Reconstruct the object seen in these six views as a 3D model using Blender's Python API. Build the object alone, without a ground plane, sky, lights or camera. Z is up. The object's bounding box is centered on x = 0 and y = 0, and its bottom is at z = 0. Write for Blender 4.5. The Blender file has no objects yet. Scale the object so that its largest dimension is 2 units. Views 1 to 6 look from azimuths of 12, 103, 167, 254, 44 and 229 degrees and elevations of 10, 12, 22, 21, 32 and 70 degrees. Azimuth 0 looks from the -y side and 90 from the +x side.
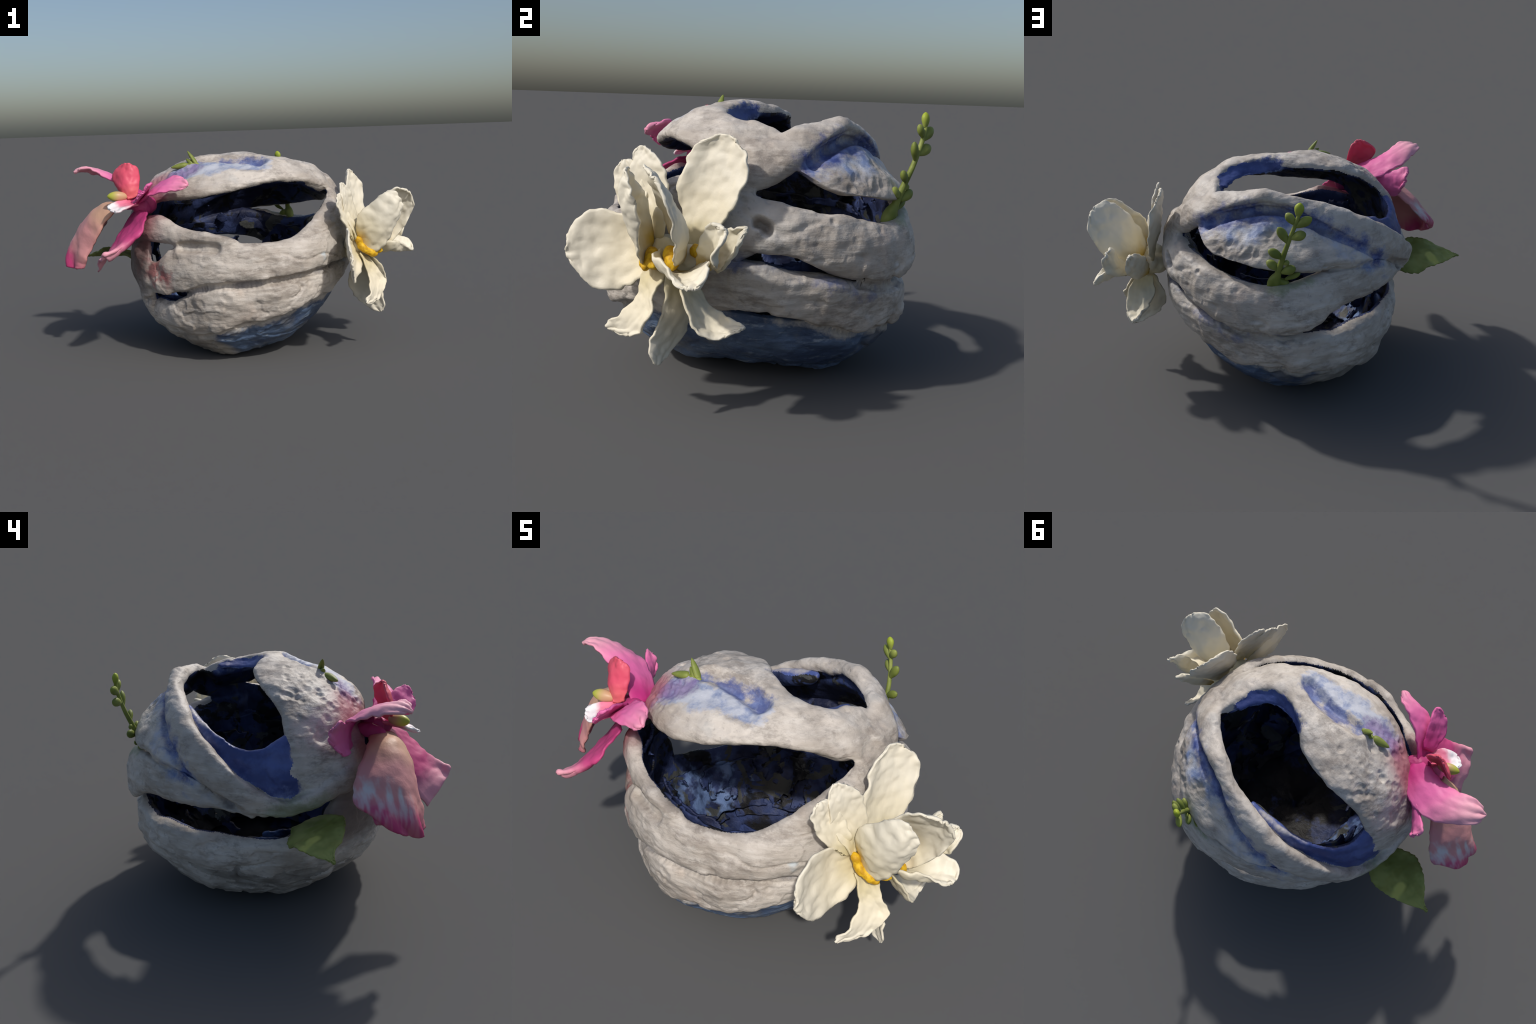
"""A hollow ball of woven clay strips with a white flower, a pink orchid, a leaf and two green sprigs."""
import bpy, bmesh, math
import numpy as np
from mathutils import Vector, Matrix
from mathutils.kdtree import KDTree

RNG = np.random.default_rng(7)
C0 = np.array([-0.03, 0.05, 0.55])            # middle of the hollow ball

# ------------------------------------------------------------------ helpers
def unit(v):
    v = np.asarray(v, float)
    return v / np.maximum(np.linalg.norm(v, axis=-1, keepdims=True), 1e-9)

def radius(d):
    """Radius of the slightly lumpy ball in direction d (low-order harmonics)."""
    x, y, z = d[..., 0], d[..., 1], d[..., 2]
    return (0.6342 + 0.0261*x - 0.0353*y - 0.013*z + 0.0397*x*y - 0.0172*y*z + 0.0132*x*z
            - 0.0024*(x*x - y*y) - 0.0185*(3*z*z - 1) + 0.002*z*(5*z*z - 3)
            - 0.0042*x*(5*z*z - 1) + 0.0022*y*(5*z*z - 1) + 0.0556*z*(x*x - y*y)
            + 0.0472*x*y*z - 0.0114*x*(x*x - 3*y*y) - 0.0072*y*(3*x*x - y*y)
            - 0.0024*(35*z**4 - 30*z*z + 3))

def direction(ae):
    ae = np.radians(np.asarray(ae, float))
    a, e = ae[..., 0], ae[..., 1]
    return np.stack([np.cos(a)*np.cos(e), np.sin(a)*np.cos(e), np.sin(e)], -1)

def on_ball(az, el, lift=0.0):
    d = direction((az, el))
    return C0 + d * (radius(d) + lift)

def spline(pts, n=None, u=None):
    """Catmull-Rom through pts, resampled evenly by length (or at parameters u in 0..1)."""
    P = np.asarray(pts, float)
    if len(P) == 1:
        return np.repeat(P, n, 0)
    ext = np.vstack([2*P[0] - P[1], P, 2*P[-1] - P[-2]])
    m = len(P) - 1
    t = np.linspace(0, m, 24*m + 1) if u is None else np.asarray(u)*m
    i = np.minimum(t.astype(int), m - 1); f = (t - i)[:, None]
    p0, p1, p2, p3 = ext[i], ext[i+1], ext[i+2], ext[i+3]
    Q = 0.5*((2*p1) + (p2 - p0)*f + (2*p0 - 5*p1 + 4*p2 - p3)*f*f + (3*p1 - p0 - 3*p2 + p3)*f**3)
    if u is not None:
        return Q
    s = np.r_[0, np.cumsum(np.linalg.norm(np.diff(Q, axis=0), axis=1))]
    w = np.linspace(0, s[-1], n)
    return np.stack([np.interp(w, s, Q[:, k]) for k in range(Q.shape[1])], 1)

def hashed(i, j, k, seed):
    h = (i*374761393 + j*668265263 + k*2147483647 + seed*974634541) & 0xffffffff
    h = ((h ^ (h >> 13))*1274126177) & 0xffffffff
    h = ((h ^ (h >> 16))*2246822519) & 0xffffffff
    return ((h ^ (h >> 15)) & 0xffffff)/float(0xffffff)*2 - 1

def noise(p, seed=0):
    f = np.floor(p); i = f.astype(np.int64); t = p - f
    t = t*t*t*(t*(t*6 - 15) + 10)
    out = 0
    for a in (0, 1):
        for b in (0, 1):
            for c in (0, 1):
                w = (t[:, 0] if a else 1 - t[:, 0])*(t[:, 1] if b else 1 - t[:, 1])*(t[:, 2] if c else 1 - t[:, 2])
                out = out + w*hashed(i[:, 0] + a, i[:, 1] + b, i[:, 2] + c, seed)
    return out

def fbm(p, octaves=3, seed=0):
    return sum(noise(p*2.03**o + 17.3*o, seed + o)*0.5**o for o in range(octaves))

def smooth(a, b, x):
    t = np.clip((x - a)/(b - a), 0, 1)
    return t*t*(3 - 2*t)

def mesh_object(name, verts, faces, mat, parent=None, origin=None, smooth_shade=True):
    v = np.asarray(verts, float)
    if origin is not None:
        v = v - np.asarray(origin)
    me = bpy.data.meshes.new(name)
    me.from_pydata(v.tolist(), [], [tuple(int(i) for i in f) for f in faces])
    if smooth_shade:
        me.polygons.foreach_set("use_smooth", [True]*len(me.polygons))
    me.materials.append(mat)
    ob = bpy.data.objects.new(name, me)
    bpy.context.scene.collection.objects.link(ob)
    if origin is not None:
        ob.location = Vector(origin)
    if parent is not None:
        ob.parent = parent
        if origin is not None and parent.location.length > 0:
            ob.location = Vector(origin) - parent.matrix_basis.translation
    return ob

# ------------------------------------------------------------------ node helpers
class Nodes:
    def __init__(self, name, rough=0.6, spec=0.3, coat=0.0):
        self.mat = bpy.data.materials.new(name); self.mat.use_nodes = True
        self.t = self.mat.node_tree
        self.bsdf = self.t.nodes["Principled BSDF"]
        self.bsdf.inputs["Roughness"].default_value = rough
        self.bsdf.inputs["Specular IOR Level"].default_value = spec
        self.bsdf.inputs["Coat Weight"].default_value = coat
        self.bsdf.inputs["Coat Roughness"].default_value = 0.25
        self.obj = self.new("ShaderNodeTexCoord").outputs["Object"]
    def new(self, kind, **props):
        n = self.t.nodes.new(kind)
        for k, v in props.items():
            setattr(n, k, v)
        return n
    def put(self, sock, val):
        if isinstance(val, bpy.types.NodeSocket):
            self.t.links.new(val, sock)
        elif val is not None:
            sock.default_value = val
    def math(self, op, a, b=None, clamp=False):
        n = self.new("ShaderNodeMath", operation=op, use_clamp=clamp)
        self.put(n.inputs[0], a); self.put(n.inputs[1], b)
        return n.outputs[0]
    def vec(self, op, a, b=None, out=0):
        n = self.new("ShaderNodeVectorMath", operation=op)
        self.put(n.inputs[0], a)
        if op == "SCALE":
            self.put(n.inputs["Scale"], b)
        else:
            self.put(n.inputs[1], b)
        return n.outputs[out]
    def noise(self, scale, detail=4, rough=0.55, stretch=(1, 1, 1), shift=(0, 0, 0), coord=None, out="Fac", distort=0.0):
        m = self.new("ShaderNodeMapping")
        self.put(m.inputs["Vector"], coord or self.obj)
        m.inputs["Scale"].default_value = stretch; m.inputs["Location"].default_value = shift
        n = self.new("ShaderNodeTexNoise")
        n.inputs["Scale"].default_value = scale; n.inputs["Detail"].default_value = detail
        n.inputs["Roughness"].default_value = rough; n.inputs["Distortion"].default_value = distort
        self.put(n.inputs["Vector"], m.outputs[0])
        return n.outputs[out]
    def ramp(self, x, a, b, lo=0.0, hi=1.0):
        n = self.new("ShaderNodeMapRange", interpolation_type="SMOOTHSTEP")
        self.put(n.inputs["Value"], x)
        n.inputs["From Min"].default_value = a; n.inputs["From Max"].default_value = b
        n.inputs["To Min"].default_value = lo; n.inputs["To Max"].default_value = hi
        return n.outputs[0]
    def mix(self, f, a, b):
        n = self.new("ShaderNodeMix", data_type="RGBA")
        col = lambda c: c if isinstance(c, bpy.types.NodeSocket) else (*c, 1.0)
        self.put(n.inputs[0], f); self.put(n.inputs[6], col(a)); self.put(n.inputs[7], col(b))
        return n.outputs[2]
    def distance(self, A, B):
        """Distance of the shaded point from the segment A-B."""
        A, B = np.asarray(A, float), np.asarray(B, float); ba = B - A
        pa = self.vec("SUBTRACT", self.obj, tuple(A))
        h = self.math("MULTIPLY", self.vec("DOT_PRODUCT", pa, tuple(ba), out=1), 1/max(ba @ ba, 1e-6), clamp=True)
        return self.vec("DISTANCE", pa, self.vec("SCALE", tuple(ba), h), out=1)
    def trail(self, pts, wobble, r0, r1):
        """1 near the broken line through pts, falling to 0 between distances r0 and r1."""
        d = None
        for A, B in zip(pts[:-1], pts[1:]):
            e = self.distance(A, B)
            d = e if d is None else self.math("MINIMUM", d, e)
        if wobble is not None:
            d = self.math("ADD", d, wobble)
        return self.ramp(d, r0, r1, 1.0, 0.0)
    def capsule(self, A, B, wobble=None, r0=0.03, r1=0.07):
        return self.trail([A, B], wobble, r0, r1)
    def finish(self, color, bump=None, strength=0.3, dist=0.01):
        self.put(self.bsdf.inputs["Base Color"], color)
        if bump is not None:
            n = self.new("ShaderNodeBump")
            n.inputs["Strength"].default_value = strength; n.inputs["Distance"].default_value = dist
            self.put(n.inputs["Height"], bump)
            self.put(self.bsdf.inputs["Normal"], n.outputs[0])
        return self.mat

def ball_path(aes, lift=0.0):
    return [on_ball(a, e, lift) for a, e in aes]

# ------------------------------------------------------------------ materials
def clay_material():
    n = Nodes("weathered_clay", rough=0.5, spec=0.35)
    big = n.noise(3.2, 4)
    fine = n.noise(34, 5, 0.65)
    streak = n.noise(7, 5, 0.6, stretch=(1, 1, 5))
    wob = n.math("MULTIPLY", n.math("SUBTRACT", n.noise(10, 8, 0.72), 0.5), 0.22)
    wob2 = n.math("MULTIPLY", n.math("SUBTRACT", n.noise(5, 3, 0.5, shift=(3, 1, 2)), 0.5), 0.16)
    c = n.mix(n.ramp(big, 0.35, 0.68), (0.39, 0.345, 0.30), (0.60, 0.55, 0.495))
    c = n.mix(n.ramp(streak, 0.42, 0.72, 0, 0.6), c, (0.66, 0.62, 0.57))
    c = n.mix(n.ramp(n.noise(4.5, 3, 0.5, shift=(5, 2, 9)), 0.60, 0.78, 0, 0.4), c, (0.47, 0.34, 0.26))
    c = n.mix(n.ramp(n.noise(6, 4, 0.6, shift=(1, 7, 4)), 0.58, 0.76, 0, 0.5), c, (0.33, 0.34, 0.345))
    c = n.mix(n.ramp(fine, 0.30, 0.44, 0.45, 0), c, (0.27, 0.235, 0.21))
    blue = n.mix(n.ramp(n.noise(13, 5, 0.65, stretch=(1, 1, 1.6)), 0.40, 0.66), (0.055, 0.08, 0.25), (0.17, 0.22, 0.43))
    pale = n.mix(n.ramp(n.noise(11, 5, 0.65, shift=(4, 4, 1)), 0.38, 0.6), (0.19, 0.25, 0.42), (0.47, 0.50, 0.58))
    brown_mottle = n.math("MULTIPLY", n.ramp(n.noise(3.6, 7, 0.7, stretch=(1, 1, 2.2), shift=(4, 8, 3)), 0.45, 0.64), n.ramp(n.noise(16, 6, 0.7, stretch=(1, 1, 3)), 0.36, 0.58))
    c = n.mix(n.math("MULTIPLY", brown_mottle, 0.74), c, (0.22, 0.19, 0.165))
    # blue glaze along the hollow under the second strip, the top valley, the rim of the top opening
    hollow = n.trail(ball_path([(29, 32), (44, 39), (62, 43), (83, 44), (99, 39), (113, 29), (126, 19)], -0.03), wob, 0.015, 0.085)
    hollow_pale = n.trail(ball_path([(36, 28), (55, 34), (80, 36), (102, 29), (118, 20), (134, 12)], -0.01), wob, 0.03, 0.09)
    valley = n.trail(ball_path([(-116, 60), (-94, 65), (-66, 64), (-52, 59)], -0.03), wob, 0.012, 0.055)
    valley_pale = n.trail(ball_path([(-127, 44), (-117, 50), (-96, 55), (-73, 58), (-58, 56)], -0.02), wob, 0.05, 0.095)
    purple = n.trail(ball_path([(-130, 42), (-122, 46), (-117, 52)], -0.01), wob, 0.02, 0.075)
    rim = n.trail(ball_path([(12, 54), (3, 54), (-5, 56), (-18, 60), (-30, 69), (-45, 81)], -0.055), wob, 0.02, 0.045)
    c = n.mix(n.math("MULTIPLY", hollow_pale, n.ramp(n.noise(10, 4, shift=(9, 2, 2)), 0.4, 0.62)), c, pale)
    c = n.mix(hollow, c, blue)
    c = n.mix(n.math("MULTIPLY", valley_pale, 0.9), c, pale)
    c = n.mix(n.math("MULTIPLY", valley, 0.85), c, blue)
    c = n.mix(n.math("MULTIPLY", purple, 0.75), c, (0.20, 0.13, 0.30))
    c = n.mix(rim, c, blue)
    # dark blue-grey lines along the grooves
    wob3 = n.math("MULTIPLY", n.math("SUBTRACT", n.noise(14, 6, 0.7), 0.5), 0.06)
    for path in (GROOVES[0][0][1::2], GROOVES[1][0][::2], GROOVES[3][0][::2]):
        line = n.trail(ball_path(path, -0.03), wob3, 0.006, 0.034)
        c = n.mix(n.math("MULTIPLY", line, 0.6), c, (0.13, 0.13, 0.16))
    # blue seeping into the seams between the lower strips
    seam = n.trail(ball_path([(0, 2), (23, 0), (36, -6), (55, -11), (75, -12), (92, -9)], -0.02), wob, 0.008, 0.05)
    seam = n.math("MULTIPLY", seam, n.ramp(n.noise(8, 4, shift=(2, 5, 5)), 0.40, 0.6))
    c = n.mix(n.math("MULTIPLY", seam, 0.8), c, (0.10, 0.13, 0.26))
    # rosy stain around the orchid, faint green where the leaf and sprig are pressed in
    rose = n.capsule((-0.47, -0.34, 0.93), (-0.44, -0.38, 0.72), wob2, 0.07, 0.24)
    c = n.mix(n.math("MULTIPLY", rose, 0.82), c, (0.36, 0.10, 0.14))
    rose2 = n.capsule(on_ball(-132, -1), on_ball(-115, -5), wob, 0.04, 0.12)
    c = n.mix(n.math("MULTIPLY", rose2, n.ramp(n.noise(17, 4, shift=(8, 1, 3)), 0.42, 0.6, 0.1, 0.9)), c, (0.36, 0.12, 0.12))
    painted_shade = n.capsule(on_ball(-158, -4), on_ball(-136, 0), wob2, 0.08, 0.24)  # clay darkened under the orchid to carry the flower's baked shadow
    c = n.mix(n.math("MULTIPLY", painted_shade, 0.8), c, (0.15, 0.115, 0.11))
    green = n.trail([on_ball(70, 13), on_ball(82, 15)], wob, 0.02, 0.07)
    green2 = n.trail([on_ball(172, 1), on_ball(-172, 3)], wob, 0.02, 0.10)
    c = n.mix(n.math("MULTIPLY", n.math("MAXIMUM", green, green2), 0.55), c, (0.17, 0.23, 0.09))
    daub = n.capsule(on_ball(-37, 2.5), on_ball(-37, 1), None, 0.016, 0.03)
    c = n.mix(n.math("MULTIPLY", daub, 0.8), c, (0.52, 0.58, 0.62))
    h = n.math("ADD", n.noise(26, 6, 0.7), n.math("MULTIPLY", n.noise(14, 5, 0.6, stretch=(1, 1, 5)), 0.8))
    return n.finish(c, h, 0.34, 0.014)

def blue_material():
    n = Nodes("blue_glaze", rough=0.42, spec=0.4)
    c = n.mix(n.ramp(n.noise(6, 6, 0.65), 0.36, 0.66), (0.035, 0.055, 0.19), (0.09, 0.13, 0.35))
    low = n.trail(ball_path([(112, 41), (126, 33), (140, 24), (153, 15), (164, 8), (176, 6), (-168, 10)], -0.03),
                  n.math("MULTIPLY", n.math("SUBTRACT", n.noise(14, 7, 0.7), 0.5), 0.16), 0.02, 0.07)
    c = n.mix(n.math("MULTIPLY", low, n.ramp(n.noise(15, 6, 0.7, stretch=(1, 1, 0.5)), 0.42, 0.62, 0.1, 0.85)), c, (0.22, 0.27, 0.50))
    rim = n.trail(ball_path([(110, 49), (124, 45), (141, 39), (158, 36), (175, 37)], -0.03),
                  n.math("MULTIPLY", n.math("SUBTRACT", n.noise(11, 5, 0.6), 0.5), 0.09), 0.012, 0.04)
    c = n.mix(n.math("MULTIPLY", rim, 0.8), c, (0.48, 0.45, 0.42))
    side = n.trail(ball_path([(118, 39), (133, 29), (149, 17), (160, 9), (168, 4.5), (-178, 4), (-176, 14), (-178, 24), (-178, 33)], -0.02),
                   n.math("MULTIPLY", n.math("SUBTRACT", n.noise(13, 7, 0.7), 0.5), 0.09), 0.012, 0.034)
    c = n.mix(n.math("MULTIPLY", side, 0.9), c, (0.46, 0.42, 0.375))
    return n.finish(c, n.noise(24, 6, 0.65), 0.35, 0.012)

def bowl_material():
    n = Nodes("blue_washed_clay", rough=0.5, spec=0.35)
    c = n.mix(n.ramp(n.noise(5, 5, 0.6, stretch=(1, 1, 2.5)), 0.36, 0.64), (0.045, 0.07, 0.135), (0.10, 0.15, 0.245))
    c = n.mix(n.ramp(n.noise(12, 6, 0.68, stretch=(1, 1, 3.5), shift=(1, 3, 5)), 0.54, 0.72, 0, 0.75), c, (0.33, 0.38, 0.43))
    c = n.mix(n.ramp(n.noise(4, 4, 0.6, shift=(7, 3, 5)), 0.52, 0.66, 0, 0.75), c, (0.15, 0.155, 0.165))
    wob = n.math("MULTIPLY", n.math("SUBTRACT", n.noise(6, 6, 0.65), 0.5), 0.22)
    bare = n.trail(ball_path([(115, -40), (150, -45), (-170, -45), (-130, -40), (-112, -48)]), wob, 0.20, 0.30)
    c = n.mix(bare, c, n.mix(n.ramp(n.noise(8, 5, 0.6), 0.35, 0.65), (0.26, 0.235, 0.21), (0.42, 0.385, 0.34)))
    wob2 = n.math("MULTIPLY", n.math("SUBTRACT", n.noise(12, 7, 0.7), 0.5), 0.10)
    rim = n.trail(ball_path([(-99, -35), (-79, -28), (-63, -25), (-45, -20.5), (-16, -19), (8, -19.5), (30, -22.5), (50, -27), (68, -28.5), (90, -30), (115, -37)], -0.01), wob2, 0.012, 0.045)
    c = n.mix(n.math("MULTIPLY", rim, 0.9), c, (0.42, 0.39, 0.35))
    h = n.math("ADD", n.noise(26, 6, 0.7), n.noise(12, 5, 0.6, stretch=(1, 1, 4)))
    return n.finish(c, h, 0.4, 0.015)

def lining_material():
    n = Nodes("dark_lining", rough=0.55, spec=0.3)
    c = n.mix(n.ramp(n.noise(4.5, 4, 0.6), 0.38, 0.62), (0.012, 0.016, 0.045), (0.04, 0.06, 0.16))
    c = n.mix(n.ramp(n.noise(6, 5, 0.6, shift=(3, 8, 1), distort=0.6), 0.53, 0.57), c, (0.010, 0.010, 0.012))
    c = n.mix(n.ramp(n.noise(7, 4, 0.55, shift=(6, 2, 4), distort=0.8), 0.585, 0.61), c, (0.06, 0.063, 0.06))
    wob = n.math("MULTIPLY", n.math("SUBTRACT", n.noise(8, 5, 0.6), 0.5), 0.35)
    patch = n.capsule((-0.42, -0.2, 0.2), (-0.42, 0.1, 0.3), wob, 0.10, 0.16)
    c = n.mix(n.math("MULTIPLY", patch, n.ramp(n.noise(9, 4, shift=(1, 1, 8)), 0.42, 0.56)), c, (0.13, 0.20, 0.38))
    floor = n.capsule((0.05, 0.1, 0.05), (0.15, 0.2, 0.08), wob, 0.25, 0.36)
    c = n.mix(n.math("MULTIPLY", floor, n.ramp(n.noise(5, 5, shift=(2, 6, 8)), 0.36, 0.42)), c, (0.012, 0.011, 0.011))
    edge = n.trail(ball_path([(12, 53), (3, 54), (-6, 56), (-18, 60), (-30, 68), (-45, 80)], -0.045), n.math("MULTIPLY", wob, 0.3), 0.045, 0.075)
    c = n.mix(edge, c, n.mix(n.ramp(n.noise(16, 6, 0.7), 0.38, 0.62), (0.05, 0.075, 0.24), (0.22, 0.27, 0.44)))
    return n.finish(c, n.noise(14, 6, 0.65), 0.6, 0.02)

def petal_material(name, inner, middle, edge, d0, d1, d2, rough=0.5, streaks=0.0, streak_col=(1, 1, 1), translucent=0.0, bump=0.15):
    """Colour runs from the petal's own origin (its base) outwards."""
    n = Nodes(name, rough=rough, spec=0.3)
    d = n.vec("LENGTH", n.obj, out=1)
    d = n.math("ADD", d, n.math("MULTIPLY", n.math("SUBTRACT", n.noise(16, 4, 0.6), 0.5), 0.07))
    c = n.mix(n.ramp(d, d0, d1), inner, middle)
    c = n.mix(n.ramp(d, d1, d2), c, edge)
    c = n.mix(n.ramp(n.noise(9, 4, 0.6), 0.45, 0.75, 0, 0.22), c, tuple(0.75*x for x in middle))
    if streaks:
        c = n.mix(n.ramp(n.noise(24, 3, 0.6, stretch=(1, 1, 0.25)), 0.5, 0.7, 0, streaks), c, streak_col)
    mat = n.finish(c, n.noise(30, 4, 0.6), bump, 0.01)
    return mat

# ------------------------------------------------------------------ the clay shell
LIFT = 0.004

def band(upper, lower, lift_u=0.0, lift_l=0.0, thick=0.062, bulge=0.022, n=90, m=22, power=0.55):
    """A clay strip lying on the ball between an upper and a lower edge (azimuth, elevation)."""
    U, L = unit(spline(direction(upper), n)), unit(spline(direction(lower), n))
    ang = np.linspace(0, 2*np.pi, m, endpoint=False)
    cs, sn = np.cos(ang), np.sin(ang)
    c = np.sign(cs)*np.abs(cs)**0.6                     # across, -1..1
    h = np.sign(sn)*np.abs(sn)**power
    V = []
    st = np.linspace(0, 1, n)
    th = np.interp(st, np.linspace(0, 1, np.size(thick)), np.atleast_1d(thick))
    lu = np.interp(st, np.linspace(0, 1, np.size(lift_u)), np.atleast_1d(lift_u)) + LIFT
    ll = np.interp(st, np.linspace(0, 1, np.size(lift_l)), np.atleast_1d(lift_l)) + LIFT
    taper = np.minimum(np.minimum(np.arange(n), np.arange(n)[::-1])/4.0, 1.0)**0.5*0.5 + 0.5
    for i in range(n):
        t = (c + 1)/2
        d = unit(U[i]*(1 - t)[:, None] + L[i]*t[:, None])
        lift = lu[i]*(1 - t) + ll[i]*t
        r = radius(d) + lift + np.where(h > 0, h*bulge, h*(th[i] - bulge))*taper[i] - bulge
        V.append(C0 + d*r[:, None])
    V = np.concatenate(V)
    F = []
    for i in range(n - 1):
        for j in range(m):
            k = (j + 1) % m
            F.append((i*m + j, i*m + k, (i + 1)*m + k, (i + 1)*m + j))
    F.append(tuple(range(m))[::-1]); F.append(tuple((n - 1)*m + j for j in range(m)))
    return V, F

def bowl(rim):
    """The closed bottom: a thick cap below a wavy rim."""
    rim = np.array(rim, float)
    n, m = 120, 30
    az = np.linspace(-180, 180, n, endpoint=False)
    order = np.argsort(rim[:, 0]); ra, re = rim[order, 0], rim[order, 1]
    el = np.interp(az, np.r_[ra - 360, ra, ra + 360], np.r_[re, re, re])
    V, F = [], []
    for side in (0, 1):
        for k in range(m):
            t = k/(m - 1)
            e = el + (-89.5 - el)*t
            d = direction(np.stack([az, e], 1))
            sink = np.interp(az, [-180, -120, -85, -45, -15, 15, 50, 90, 120, 180], [0.008, 0.004, -0.010, 0.022, 0.045, 0.035, 0.016, 0.012, 0.012, 0.008])
            sink = sink + 0.022*smooth(-55, -85, e)
            r = radius(d) - sink - (0.055 if side else 0.0) - 0.012*(1 - min(1, k/2))*(1 - 2*side)
            V.append(C0 + d*r[:, None])
    V = np.concatenate(V)
    idx = lambda s, k, i: (s*m + k)*n + i % n
    for k in range(m - 1):
        for i in range(n):
            F.append((idx(0, k, i), idx(0, k + 1, i), idx(0, k + 1, i + 1), idx(0, k, i + 1)))
            F.append((idx(1, k, i), idx(1, k, i + 1), idx(1, k + 1, i + 1), idx(1, k + 1, i)))
    for i in range(n):
        F.append((idx(0, 0, i), idx(0, 0, i + 1), idx(1, 0, i + 1), idx(1, 0, i)))
    F.append(tuple(idx(0, m - 1, i) for i in range(n))[::-1])
    F.append(tuple(idx(1, m - 1, i) for i in range(n)))
    return V, F

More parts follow.
